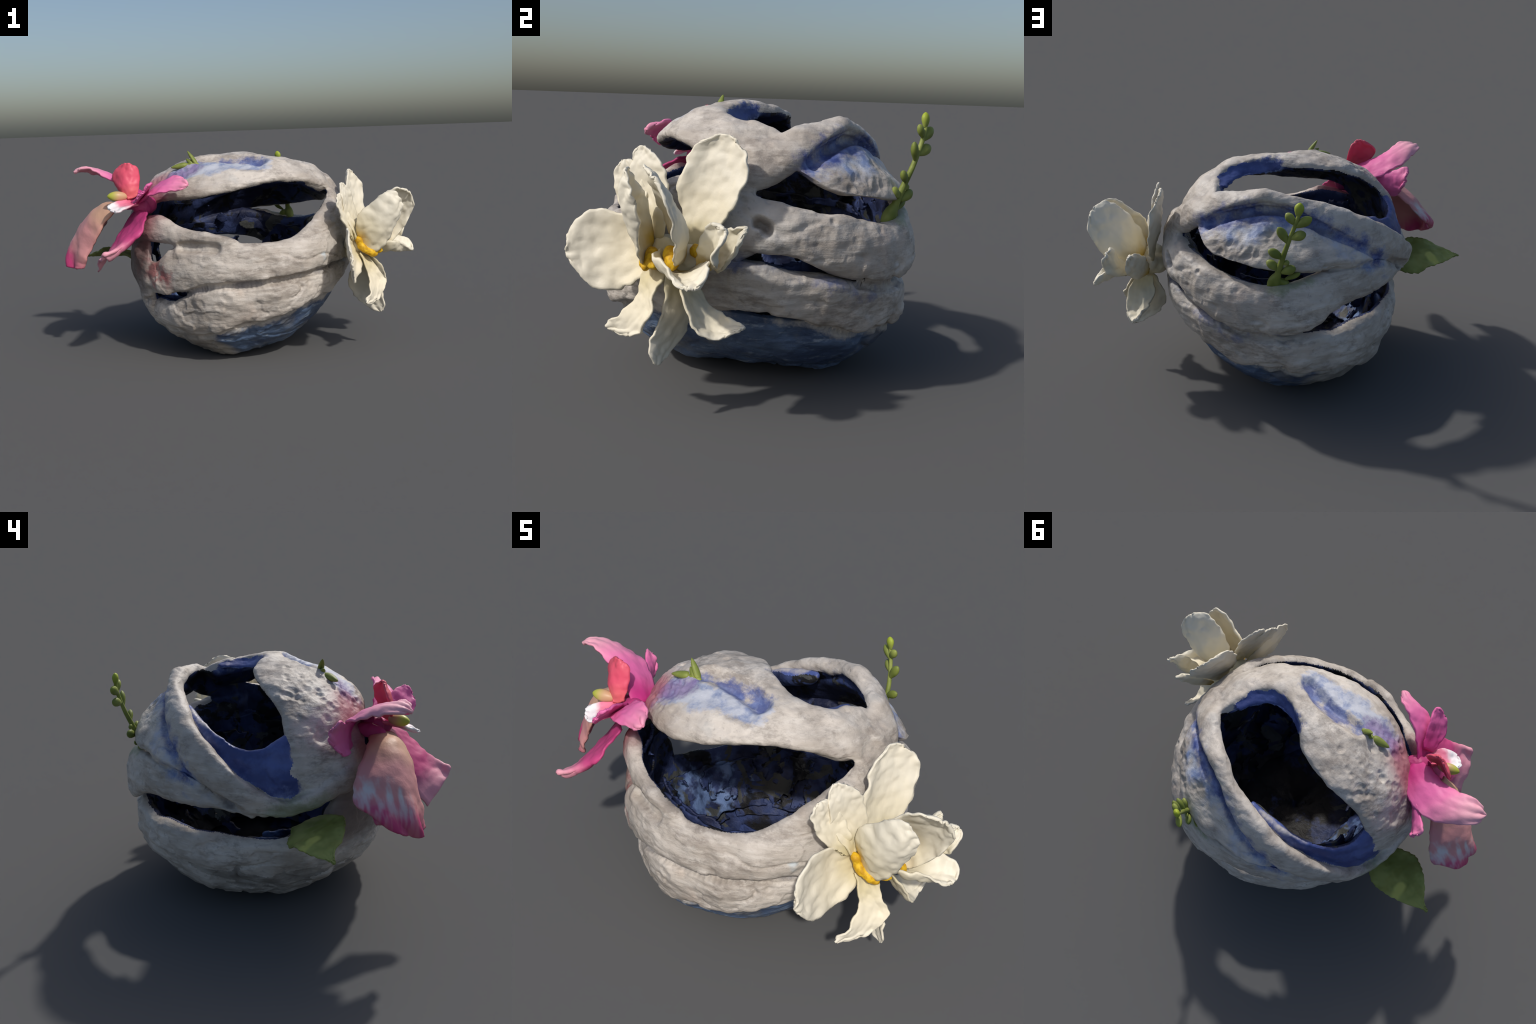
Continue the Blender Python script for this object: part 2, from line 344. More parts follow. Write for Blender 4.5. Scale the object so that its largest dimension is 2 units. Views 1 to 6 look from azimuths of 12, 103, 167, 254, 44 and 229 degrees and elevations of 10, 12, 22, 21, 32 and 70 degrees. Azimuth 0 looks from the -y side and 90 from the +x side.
BANDS = [
 # crown strip over the top, from the white flower to the orchid
 dict(kind="clay_strip",
      upper=[(22, 46), (14, 50), (6, 52.5), (-5, 54), (-18, 59), (-30, 67.5), (-45, 80), (170, 87), (165, 77), (172, 65), (177, 52), (179, 42), (179.5, 31), (-179, 18), (-174, 8)],
      lower=[(6, 28), (0, 32), (-13, 34), (-30, 41), (-54, 43), (-69, 41), (-91, 36.5), (-108, 34), (-122, 32), (-136, 26), (-148, 13)], n=120, m=48, bulge=0.034, lift_u=-0.006, lift_l=-0.006, thick=[0.10, 0.075, 0.062, 0.062]),
 # strip that rises from the front rim, crosses the back and runs down to the orchid
 dict(kind="clay_strip",
      upper=[(-4, 34), (6, 40), (18, 46), (33, 50), (46, 53), (60, 55), (79, 53), (95, 51), (109, 47), (123, 40), (138, 32), (153, 21), (164, 12), (174, 8), (-174, 11), (-165, 15), (-154, 19), (-142, 20)],
      lower=[(-8, 18), (8, 24), (19, 28), (30, 35), (40, 41), (54, 46), (70, 47.5), (84, 43), (95, 38), (110, 30), (125, 20.5), (136, 14), (147, 8), (161, 2), (174, 1), (-172, 3), (-156, 8), (-142, 12)], n=150, bulge=0.042, m=34, lift_u=[0.0, 0.01, 0.034, 0.044, 0.046, 0.046, 0.040, 0.026, 0.012, 0.004], lift_l=[-0.01, 0.0, 0.024, 0.034, 0.036, 0.036, 0.030, 0.018, 0.008, 0.0], power=0.75, thick=0.075),
 # lens-shaped panel below it, blue in its hollow
 dict(kind="clay_panel",
      upper=[(24, 33), (30, 37.5), (39, 43), (54, 48.5), (70, 50), (86, 45), (98, 40), (112, 32), (128, 22), (140, 14), (150, 8)],
      lower=[(24.5, 30.5), (27, 28.5), (32, 25), (41, 22), (55, 20), (69, 19.5), (85, 19), (99, 19), (115, 17), (131, 13), (150, 4)], lift_u=[-0.04, -0.035, -0.022, 0.0, 0.022, 0.014], lift_l=[-0.002, 0.014, 0.022, 0.028, 0.028, 0.01], bulge=0.022, m=34),
 # broad strip round the back
 dict(kind="clay_strip",
      upper=[(-12, 24), (-2, 23), (9, 22), (19, 19.5), (34, 17), (47, 15), (58, 13), (69, 12.5), (81, 15), (99, 19.5), (115, 18), (131, 15), (148, 9), (160, 4)],
      lower=[(-12, 2), (1, 4), (12, 4.5), (23, 2), (34, -3), (44, -5.5), (55, -8.5), (69, -9), (84, -6), (96, -1.5), (119, 2), (140, 2.5), (152, 1.5), (162, 0)], n=120, bulge=0.045, m=34, power=0.7, lift_u=0.004, lift_l=0.010, thick=[0.15, 0.15, 0.13, 0.09, 0.07, 0.062]),
 # second strip below it
 dict(kind="clay_strip",
      upper=[(-16, 0), (-2, 0.5), (9, -0.5), (21, -2), (34, -4.5), (49, -8), (65, -9.5), (75, -11), (88, -12.5), (98, -13.5), (110, -12.5), (122, -13), (133, -14), (152, -13), (172, -13.5), (-172, -12), (-160, -7)],
      lower=[(-16, -18), (0, -18), (21, -18.5), (30, -22), (38, -24.5), (50, -27), (64, -28), (82, -28.5), (100, -32), (115, -38), (130, -46), (155, -54), (175, -56), (-165, -52), (-150, -45)], n=150, bulge=0.045, m=38, power=0.7, lift_u=[-0.03, -0.004, -0.004, -0.006, -0.018, -0.026, -0.028, -0.026, -0.024, -0.02], lift_l=[-0.03, 0.0, 0.004, 0.006, 0.012, 0.016, 0.020, 0.022, 0.018, 0.008], thick=[0.14, 0.14, 0.11, 0.08, 0.062, 0.062]),
 # front: upper rim of the belly, big front opening above it
 dict(kind="clay_strip",
      upper=[(-110, 9), (-101, 11), (-92, 13.5), (-84, 12.5), (-77, 11.5), (-66, 10.5), (-53, 11.5), (-42, 16), (-27, 24), (-15, 29), (-4, 33.5), (8, 33)],
      lower=[(-108, -14), (-100, -12), (-93, -9.5), (-86, -8.5), (-79, -8), (-71, -7.5), (-56, -6), (-37, -4.5), (-22, -4), (-9, -3), (2, 0), (10, 4)], n=100, bulge=0.048, m=38, power=0.7, lift_u=[0.0, 0.008, 0.008, 0.008, 0.004, 0.0], lift_l=[0.0, 0.016, 0.02, 0.018, 0.0, -0.02]),
 dict(kind="clay_strip",                                                   # its left end, below the side window
      upper=[(-142, -2), (-134, -1), (-124, 1.5), (-118, 3.5), (-112, 8), (-99, 9)],
      lower=[(-146, -22), (-137, -18), (-122, -15), (-112, -14), (-104, -12.5), (-92, -9)], n=60, bulge=0.04, power=0.7, lift_u=[-0.03, -0.02, -0.006, 0.0], lift_l=[-0.03, -0.012, 0.004, 0.01]),
 dict(kind="clay_strip",                                                   # the strand above the side window
      upper=[(-142, 21), (-131, 22), (-122, 23), (-113, 21), (-104, 19), (-89, 15), (-77, 12)],
      lower=[(-142, 9), (-131, 10), (-120, 9.8), (-107, 9), (-97, 8.5), (-88, 7), (-74, 6)], n=60, bulge=0.038, lift_u=0.01, power=0.8),
 dict(kind="clay_strip",                                                   # lower belly strip
      upper=[(-134, -21), (-125, -21), (-116, -19.5), (-106, -15), (-97, -10.5), (-86, -7), (-71, -6), (-56, -4.5), (-37, -3), (-20, -3), (-6, -2), (6, -4)],
      lower=[(-142, -32), (-129, -33), (-112, -35), (-99, -35), (-88, -31.5), (-79, -28), (-63, -25), (-45, -20.5), (-30, -19), (-16, -19), (6, -19)], n=110, bulge=0.045, m=34, power=0.7, lift_u=[-0.03, -0.018, -0.008, -0.006, -0.010, -0.025, -0.05], lift_l=[-0.01, 0.01, 0.026, 0.026, 0.016, -0.014, -0.05]),
 # wall behind and below the orchid
 dict(kind="clay_wall",
      upper=[(-166, -2), (-162, 5), (-154, 10), (-146, 13), (-137, 17), (-129, 16)],
      lower=[(-168, -50), (-158, -46), (-148, -44), (-138, -40), (-132, -26), (-125, -8)], n=60, m=34, lift_u=-0.03, lift_l=-0.005),
 dict(kind="clay_wall",
      upper=[(-160, -18), (-145, -19), (-130, -24), (-116, -30), (-100, -32)],
      lower=[(-160, -56), (-145, -58), (-130, -58), (-112, -52), (-98, -42)], n=50, m=30, lift_u=[-0.03, -0.02, 0.0], lift_l=-0.01),
 # blue inner lip of the top opening
 dict(kind="blue_lip",
      upper=[(96, 49), (107, 47.5), (118, 44.5), (130, 41.5), (141, 37), (151, 33), (160, 30), (168, 30), (175, 33), (-177, 35)],
      lower=[(98, 45), (110, 41), (124, 34), (139, 25), (152, 15), (163, 7), (172, 4), (-179, 5), (-172, 7)], lift_u=[-0.045, -0.035, -0.025, -0.022, -0.025], lift_l=[-0.05, -0.04, -0.035, -0.03, -0.03], thick=0.05, bulge=0.01, m=26),
 # blue flange turning in at the far side of the same opening
 dict(kind="blue_lip",
      upper=[(13, 51.5), (7, 51), (0, 52), (-12, 55), (-24, 61), (-36, 71), (-60, 82)],
      lower=[(14, 53), (9, 54.5), (1, 56), (-10, 59.5), (-20, 66), (-31, 74.5), (-52, 84)], lift_u=-0.025, lift_l=[-0.045, -0.07, -0.08, -0.08, -0.06], thick=0.03, bulge=0.008, m=24),
]
BOWL_RIM = [(-180, -30), (-150, -28), (-129, -28), (-112, -29), (-99, -29), (-79, -24), (-63, -21), (-45, -16), (-18, -17), (-8, -20.5), (8, -20.5), (30, -23), (43, -23.5), (68, -25.5), (90, -26), (121, -29), (150, -28)]

GROOVES = [([(31, 33.5), (41, 39.5), (54, 44.5), (70, 46), (84, 41.5), (96, 36), (110, 28.5), (125, 19), (137, 12.5), (150, 5)], 0.05, 0.022),
           ([(92, 19.4), (105, 18.6), (118, 17.2), (131, 14.2), (145, 8.5), (156, 4.5)], 0.045, 0.020),
           ([(47, -7.2), (60, -10), (72, -10.6), (87, -9)], 0.045, 0.024),
           ([(-134, -20), (-112, -15), (-100, -12), (-89, -8.6), (-71, -7.6), (-56, -6), (-37, -4.5), (-20, -3.8), (-8, -3)], 0.045, 0.024),
           ([(-16, -18.5), (8, -18.8), (30, -22.5), (50, -27.2), (68, -28.6), (90, -31), (108, -36)], 0.04, 0.016),
           ([(-99, -35), (-88, -31.5), (-79, -28), (-63, -25), (-45, -20.5), (-30, -19)], 0.04, 0.016)]

def build_shell(parent, mats):
    V, F, owner, kinds = [], [], [], []
    for b in BANDS:
        kw = {k: v for k, v in b.items() if k != "kind"}
        v, f = band(**kw)
        off = sum(len(x) for x in V)
        F += [tuple(i + off for i in q) for q in f]; V.append(v)
        owner += [len(kinds)]*len(v); kinds.append(b["kind"])
    v, f = bowl(BOWL_RIM); off = sum(len(x) for x in V)
    F += [tuple(i + off for i in q) for q in f]; V.append(v)
    owner += [len(kinds)]*len(v); kinds.append("clay_bowl")
    V = np.concatenate(V)
    me = bpy.data.meshes.new("shell_draft"); me.from_pydata(V.tolist(), [], F)
    bm = bmesh.new(); bm.from_mesh(me); bmesh.ops.recalc_face_normals(bm, faces=bm.faces); bm.to_mesh(me); bm.free()
    ob = bpy.data.objects.new("shell_draft", me); bpy.context.scene.collection.objects.link(ob)
    r = ob.modifiers.new("fuse", "REMESH"); r.mode = "VOXEL"; r.voxel_size = 0.0068; r.adaptivity = 0
    s = ob.modifiers.new("soften", "SMOOTH"); s.factor = 0.5; s.iterations = 5
    ev = ob.evaluated_get(bpy.context.evaluated_depsgraph_get())
    m = bpy.data.meshes.new_from_object(ev)
    nv = len(m.vertices)
    P = np.empty(nv*3); m.vertices.foreach_get("co", P); P = P.reshape(-1, 3)
    N = np.empty(nv*3); m.vertices.foreach_get("normal", N); N = N.reshape(-1, 3)
    quads = [tuple(p.vertices) for p in m.polygons]
    bpy.data.objects.remove(ob); bpy.data.meshes.remove(me); bpy.data.meshes.remove(m)
    # --- relief: thumbed lumps, drag marks along the strips, pits, two hollows
    rel = P - C0; rad = np.linalg.norm(rel, axis=1); D = rel/rad[:, None]; R = radius(D)
    outer = smooth(-0.2, 0.3, (N*D).sum(1))*smooth(-0.05, -0.03, rad - R)
    disp = 0.010*fbm(P*5.5, 2, 11) + outer*0.0065*fbm(P*11, 2, 21) + 0.0024*fbm(P*22, 3, 31)
    drag = fbm(P*np.array([5, 5, 24.0]) + 2.0*noise(P*3, 5)[:, None], 3, 51)
    low = smooth(0.75, 0.45, P[:, 2])
    disp += outer*(0.0015 + 0.0022*low)*drag
    disp += outer*(0.25 + 0.75*low)*0.0055*(smooth(-0.05, 0.05, fbm(P*np.array([6.5, 6.5, 11.0]) + 31, 3, 61)) - 0.5)
    gouge = np.abs(fbm(P*np.array([3.2, 3.2, 8.0]) + 5, 2, 77))
    disp -= outer*(0.3 + 0.7*low)*0.014*smooth(0.10, 0.0, gouge)*smooth(0.0, 0.4, noise(P*4, 78))
    def near_trail(aes, w):
        path = unit(spline(direction(aes), 60))
        best = np.full(nv, 9.0)
        for q in path:
            best = np.minimum(best, np.linalg.norm(D - q, axis=1))
        return smooth(w, w*0.25, best)
    disp -= outer*0.036*near_trail([(-118, 62), (-100, 66), (-70, 65), (-53, 59)], 0.10)
    disp -= outer*0.014*near_trail([(-122, 47), (-104, 55), (-78, 58), (-60, 57)], 0.16)
    disp -= outer*0.030*near_trail([(-104, 9), (-96, 9), (-87, 8.5)], 0.06)
    disp -= outer*0.075*near_trail([(11, 12.8), (13.5, 11.4)], 0.05)*smooth(-0.5, 0.3, noise(P*30, 95))
    ragged = 0.75 + 0.5*noise(P*11, 41)
    for path, w, deep in GROOVES:
        disp -= outer*deep*ragged*near_trail(path, w)
    disp += outer*0.010*near_trail([(-20, 36), (-8, 34), (2, 33)], 0.10)*fbm(P*14, 2, 91)
    # pits: burst bubbles in the clay, crowded on the crown and the panel
    kd = KDTree(nv)
    for i, p in enumerate(P):
        kd.insert(p, i)
    kd.balance()
    spots = []
    for (a, e), (sa, se), count, (r0, r1) in [((175, 55), (22, 14), 34, (0.014, 0.036)), ((-150, 50), (16, 10), 60, (0.010, 0.026)), ((-125, 45), (8, 6), 50, (0.010, 0.024)),
                                              ((45, 25), (12, 5), 34, (0.014, 0.028)), ((60, 51), (40, 4), 60, (0.010, 0.022)), ((20, 14), (14, 6), 22, (0.010, 0.022)),
                                              ((-70, 0), (34, 8), 34, (0.010, 0.026)), ((-60, -15), (40, 5), 30, (0.010, 0.026)), ((60, 0), (60, 14), 60, (0.008, 0.016)), ((140, 20), (40, 14), 30, (0.008, 0.015)),
                                              ((-20, 66), (24, 8), 20, (0.010, 0.022))]:
        for _ in range(count):
            spots.append((a + RNG.normal()*sa, e + RNG.normal()*se, RNG.uniform(r0, r1), RNG.uniform(0.10, 0.34)))
    for a, e, rr, dep in spots:
        for co, i, dist in kd.find_range(Vector(on_ball(a, min(e, 88))), rr*1.5):
            x = dist/rr
            disp[i] += outer[i]*rr*dep*(-max(0.0, 1 - x*x) + 0.10*math.exp(-((x - 1.1)/0.2)**2))
    P = P + N*disp[:, None]
    # --- stand it on the ground
    z0 = np.quantile(P[:, 2], 0.0)
    zf = 0.02
    P[:, 2] = np.where(P[:, 2] < zf, zf*np.exp((P[:, 2] - zf)/zf*0.9), P[:, 2])
    P[:, 2] -= P[:, 2].min()
    # --- which strip does each face belong to; which faces are lining
    kd = KDTree(len(V))
    for i, p in enumerate(V):
        kd.insert(p, i)
    kd.balance()
    Q = np.array(quads)
    full = bpy.data.meshes.new("shell_full"); full.from_pydata(P.tolist(), [], quads); full.update()
    VN = np.empty(nv*3); full.vertices.foreach_get("normal", VN); VN = VN.reshape(-1, 3)
    vo = np.array([owner[kd.find(p)[1]] for p in P])
    fd = D[Q].mean(1); fn = unit(VN[Q].mean(1)); fr = (rad - R)[Q].mean(1)
    edge = 0.12*fbm(P[Q[:, 0]]*9, 3, 3)
    lining = ((fn*fd).sum(1) < -0.12 + edge) & (fr < -0.028 + 0.06*edge)
    # each strip keeps its own faces; blur the vote a little so that borders run smoothly
    fo = np.where(lining, len(kinds), vo[Q[:, 0]]); kinds = kinds + ["inner_lining"]
    vote = np.zeros((nv, len(kinds)), np.float32)
    for j in range(4):
        np.add.at(vote, (Q[:, j], fo), 1.0)
    for _ in range(9):
        fv = vote[Q].sum(1); vote = vote*0
        for j in range(4):
            np.add.at(vote, Q[:, j], fv)
        vote /= np.maximum(vote.sum(1, keepdims=True), 1e-6)
    fo = vote[Q].sum(1).argmax(1)
    bpy.data.meshes.remove(full)
    for k, kind in enumerate(kinds):
        sel = Q[fo == k]
        if not len(sel):
            continue
        ids, inv = np.unique(sel, return_inverse=True)
        o = mesh_object(kind, P[ids], inv.reshape(-1, 4), mats[kind], parent)
        o.data.normals_split_custom_set_from_vertices(VN[ids].tolist())
        o["kind"] = kind

def build_shards(parent, mat):
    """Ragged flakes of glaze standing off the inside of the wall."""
    V, F = [], []
    for r0, thr, seed, lo, hi, only in [(0.515, -0.08, 201, -52, 14, None), (0.545, 0.0, 211, -56, 30, None), (0.46, 0.38, 221, -50, -8, None), (0.415, -0.22, 231, -36, 12, (36, 44)), (0.43, -0.06, 241, -26, 4, (122, 30))]:
        az, el = np.meshgrid(np.radians(np.linspace(-180, 180, 420, endpoint=False)), np.radians(np.linspace(lo, hi, 110)), indexing="ij")
        d = np.stack([np.cos(az)*np.cos(el), np.sin(az)*np.cos(el), np.sin(el)], -1)
        flat = d.reshape(-1, 3)
        flat = unit(flat + 0.02*np.stack([fbm(flat*9 + 4*k, 2, seed + 20 + k) for k in range(3)], 1))
        r = r0*radius(flat)/0.63 + 0.035*fbm(flat*2.5, 3, seed + 1)
        p = C0 + flat*r[:, None]; p[:, 2] = np.maximum(p[:, 2], 0.065)
        keep = fbm(flat*2.6 + 3, 4, seed) > thr
        for (a, e), (wa, we) in [((55, 24), (48, 13)), ((150, -6), (75, 16)), ((-116, 5), (18, 10)), ((-120, -16), (18, 5)), ((10, -20), (22, 4)), ((10, 1), (18, 4)), ((-60, 28), (60, 20))]:
            da = (np.degrees(az) - a + 180) % 360 - 180; de = np.degrees(el) - e
            keep &= ((da/wa)**2 + (de/we)**2 > 1).reshape(-1)
        if only:                                              # some flakes hang only behind one stretch of wall
            keep = (fbm(flat*2.6 + 3, 4, seed) > thr) & (np.abs(np.degrees(az) - only[0] + 8*np.sin(el*9)) < only[1]).reshape(-1)
        keep = keep.reshape(az.shape)
        na, ne = az.shape; base = sum(map(len, V)); n = na*ne
        V += [p, p - flat*0.012]
        cell = keep & np.roll(keep, -1, 0); cell = cell[:, :-1] & cell[:, 1:]
        ix = lambda s, i, j: base + s*n + (i % na)*ne + j
        on = lambda i, j: 0 <= j < ne - 1 and cell[i % na, j]
        for i, j in zip(*np.nonzero(cell)):
            F.append((ix(0, i, j), ix(0, i + 1, j), ix(0, i + 1, j + 1), ix(0, i, j + 1)))
            F.append((ix(1, i, j), ix(1, i, j + 1), ix(1, i + 1, j + 1), ix(1, i + 1, j)))
            for (di, dj), (a, b) in {(-1, 0): ((0, 1), (0, 0)), (1, 0): ((1, 0), (1, 1)), (0, -1): ((0, 0), (1, 0)), (0, 1): ((1, 1), (0, 1))}.items():
                if not on(i + di, j + dj):
                    q, w = (i + a[0], j + a[1]), (i + b[0], j + b[1])
                    F.append((ix(0, *q), ix(1, *q), ix(1, *w), ix(0, *w)))
    V = np.concatenate(V); F = np.array(F)
    ids, inv = np.unique(F, return_inverse=True)
    o = mesh_object("lining_flake", V[ids], inv.reshape(-1, 4), mat, parent)
    o["kind"] = "stuff"

# ------------------------------------------------------------------ petals and leaves
def petal(name, rows, mat, parent, thick=0.011, wave=0.008, lump=0.004, cup=0.0, nu=40, nv=27, seed=0, round_tip=True, teeth=0.0, ruffle=0.0):
    """A thin solid blade through stations (left edge, midrib, right edge), from base to tip."""
    A = np.array([[p for p in r] for r in rows], float)          # stations x 3 x xyz
    m = len(A) - 1
    u = np.linspace(0, 1, nu)
    if round_tip:
        u = np.sin(u*np.pi/2)*0.35 + u*0.65
    L, M, R = (spline(A[:, k], u=u) for k in range(3))
    v = np.linspace(-1, 1, nv)[:, None]
    G = np.array([L[i]*(v*(v - 1)/2) + M[i]*(1 - v*v) + R[i]*(v*(v + 1)/2) for i in range(nu)])   # nu,nv,3
    if round_tip:                                                 # draw the last stretch together into a rounded end
        k = smooth(0.86, 1.0, u)
        squeeze = np.sqrt(np.clip(1 - (0.88*k)**2, 0, 1))
        G = M[:, None]*(1 - squeeze[:, None, None]) + G*squeeze[:, None, None]
    du, dv = np.gradient(G, axis=0), np.gradient(G, axis=1)
    nrm = unit(np.cross(du, dv))
    flat = G.reshape(-1, 3)
    uu = np.repeat(u, nv); vv = np.tile(v[:, 0], nu)
    edge = np.maximum(np.abs(vv)**3, uu**4)
    off = lump*fbm(flat*22 + seed, 3, seed) + wave*edge*noise(flat*26 + seed*3.1, seed + 9)*smooth(0.1, 0.4, uu)
    off += 0.35*lump*fbm(flat*50 + seed, 2, seed + 31)
    off += 0.06*lump*np.sin(vv*13 + 3*noise(flat*8, seed))*smooth(0, .3, uu)      # faint veins
    off += ruffle*smooth(0.45, 1.0, uu)*np.sin(vv*8.5 + 1.5*noise(flat*6, seed + 2))
    flat = flat + nrm.reshape(-1, 3)*off[:, None]
    side = unit(dv).reshape(-1, 3)
    flat = flat + side*(np.sign(vv)*np.abs(vv)**6*wave*0.8*noise(flat*38, seed + 4))[:, None]
    if teeth:
        flat = flat + side*(np.sign(vv)*np.abs(vv)**10*teeth*(((uu*15) % 1.0) - 0.5))[:, None]
    G = flat.reshape(nu, nv, 3)
    du, dv = np.gradient(G, axis=0), np.gradient(G, axis=1)
    nrm = unit(np.cross(du, dv))
    rim = np.clip(np.minimum.outer(np.minimum(np.arange(nu)[::-1] + 1, 3), np.full(nv, 9)), 0, 3)
    rim = np.minimum(rim, np.minimum(np.arange(nv), np.arange(nv)[::-1])[None] + 1)/3.0
    t = thick*0.5*(0.45 + 0.55*np.sqrt(rim))[..., None]
    V = np.concatenate([(G + nrm*t).reshape(-1, 3), (G - nrm*t).reshape(-1, 3)])
    n = nu*nv; ix = lambda s, i, j: s*n + i*nv + j
    F = []
    for i in range(nu - 1):
        for j in range(nv - 1):
            F.append((ix(0, i, j), ix(0, i + 1, j), ix(0, i + 1, j + 1), ix(0, i, j + 1)))
            F.append((ix(1, i, j), ix(1, i, j + 1), ix(1, i + 1, j + 1), ix(1, i + 1, j)))
    loop = [(i, 0) for i in range(nu)] + [(nu - 1, j) for j in range(1, nv)] + [(i, nv - 1) for i in range(nu - 2, -1, -1)] + [(0, j) for j in range(nv - 2, 0, -1)]
    for a, b in zip(loop, loop[1:] + loop[:1]):
        F.append((ix(0, *a), ix(1, *a), ix(1, *b), ix(0, *b)))
    return mesh_object(name, V, F, mat, parent, origin=A[0, 1])

def lobe(a, b, r, flat=1.0, tip=0.35, n=16, m=14, facing=(0, 0, 1)):
    """A teardrop bud from a to b."""
    a, b = np.asarray(a, float), np.asarray(b, float)
    ax = unit(b - a); s1 = unit(np.cross(ax, np.asarray(facing, float) + 1e-3)); s2 = np.cross(ax, s1)
    u = np.linspace(0, 1, n); prof = np.sin(np.pi*np.clip(u, 0, 1)**(0.62 + tip))**0.62
    prof = np.maximum(prof, 0.02) + 0.35*(1 - u)**3
    ang = np.linspace(0, 2*np.pi, m, endpoint=False)
    V = [a + (b - a)*u[i] + r*prof[i]*(np.cos(t)*s1 + flat*np.sin(t)*s2) for i in range(n) for t in ang]
    F = [(i*m + j, i*m + (j + 1) % m, (i + 1)*m + (j + 1) % m, (i + 1)*m + j) for i in range(n - 1) for j in range(m)]
    F += [tuple(range(m))[::-1], tuple((n - 1)*m + j for j in range(m))]
    return np.array(V), F

def tube(pts, radii, n=40, m=14):
    P = spline(pts, n); r = np.interp(np.linspace(0, 1, n), np.linspace(0, 1, len(radii)), radii)
    T = unit(np.gradient(P, axis=0)); up = np.array([0.3, 1, 0.2])
    V, F = [], []
    for i in range(n):
        s1 = unit(np.cross(T[i], up)); s2 = np.cross(T[i], s1)
        for t in np.linspace(0, 2*np.pi, m, endpoint=False):
            V.append(P[i] + r[i]*(np.cos(t)*s1 + np.sin(t)*s2))
    F = [(i*m + j, i*m + (j + 1) % m, (i + 1)*m + (j + 1) % m, (i + 1)*m + j) for i in range(n - 1) for j in range(m)]
    F += [tuple(range(m))[::-1], tuple((n - 1)*m + j for j in range(m))]
    return np.array(V), F

def joined(pieces):
    V, F, off = [], [], 0
    for v, f in pieces:
        V.append(v); F += [tuple(i + off for i in q) for q in f]; off += len(v)
    return np.concatenate(V), F

def fused(name, pieces, mat, parent, origin, voxel=0.005, rough=0.0, smooth_it=4):
    """Several lumps melted into one skin."""
    V, F = joined(pieces)
    me = bpy.data.meshes.new("draft"); me.from_pydata(V.tolist(), [], F)
    bm = bmesh.new(); bm.from_mesh(me); bmesh.ops.recalc_face_normals(bm, faces=bm.faces); bm.to_mesh(me); bm.free()
    ob = bpy.data.objects.new("draft", me); bpy.context.scene.collection.objects.link(ob)
    r = ob.modifiers.new("fuse", "REMESH"); r.mode = "VOXEL"; r.voxel_size = voxel
    s = ob.modifiers.new("soften", "SMOOTH"); s.iterations = smooth_it
    m = bpy.data.meshes.new_from_object(ob.evaluated_get(bpy.context.evaluated_depsgraph_get()))
    P = np.empty(len(m.vertices)*3); m.vertices.foreach_get("co", P); P = P.reshape(-1, 3)
    N = np.empty(len(m.vertices)*3); m.vertices.foreach_get("normal", N); N = N.reshape(-1, 3)
    if rough:
        P = P + N*(rough*fbm(P*30, 3, 5))[:, None]
    Q = [tuple(p.vertices) for p in m.polygons]
    bpy.data.objects.remove(ob); bpy.data.meshes.remove(me); bpy.data.meshes.remove(m)
    return mesh_object(name, P, Q, mat, parent, origin=origin)

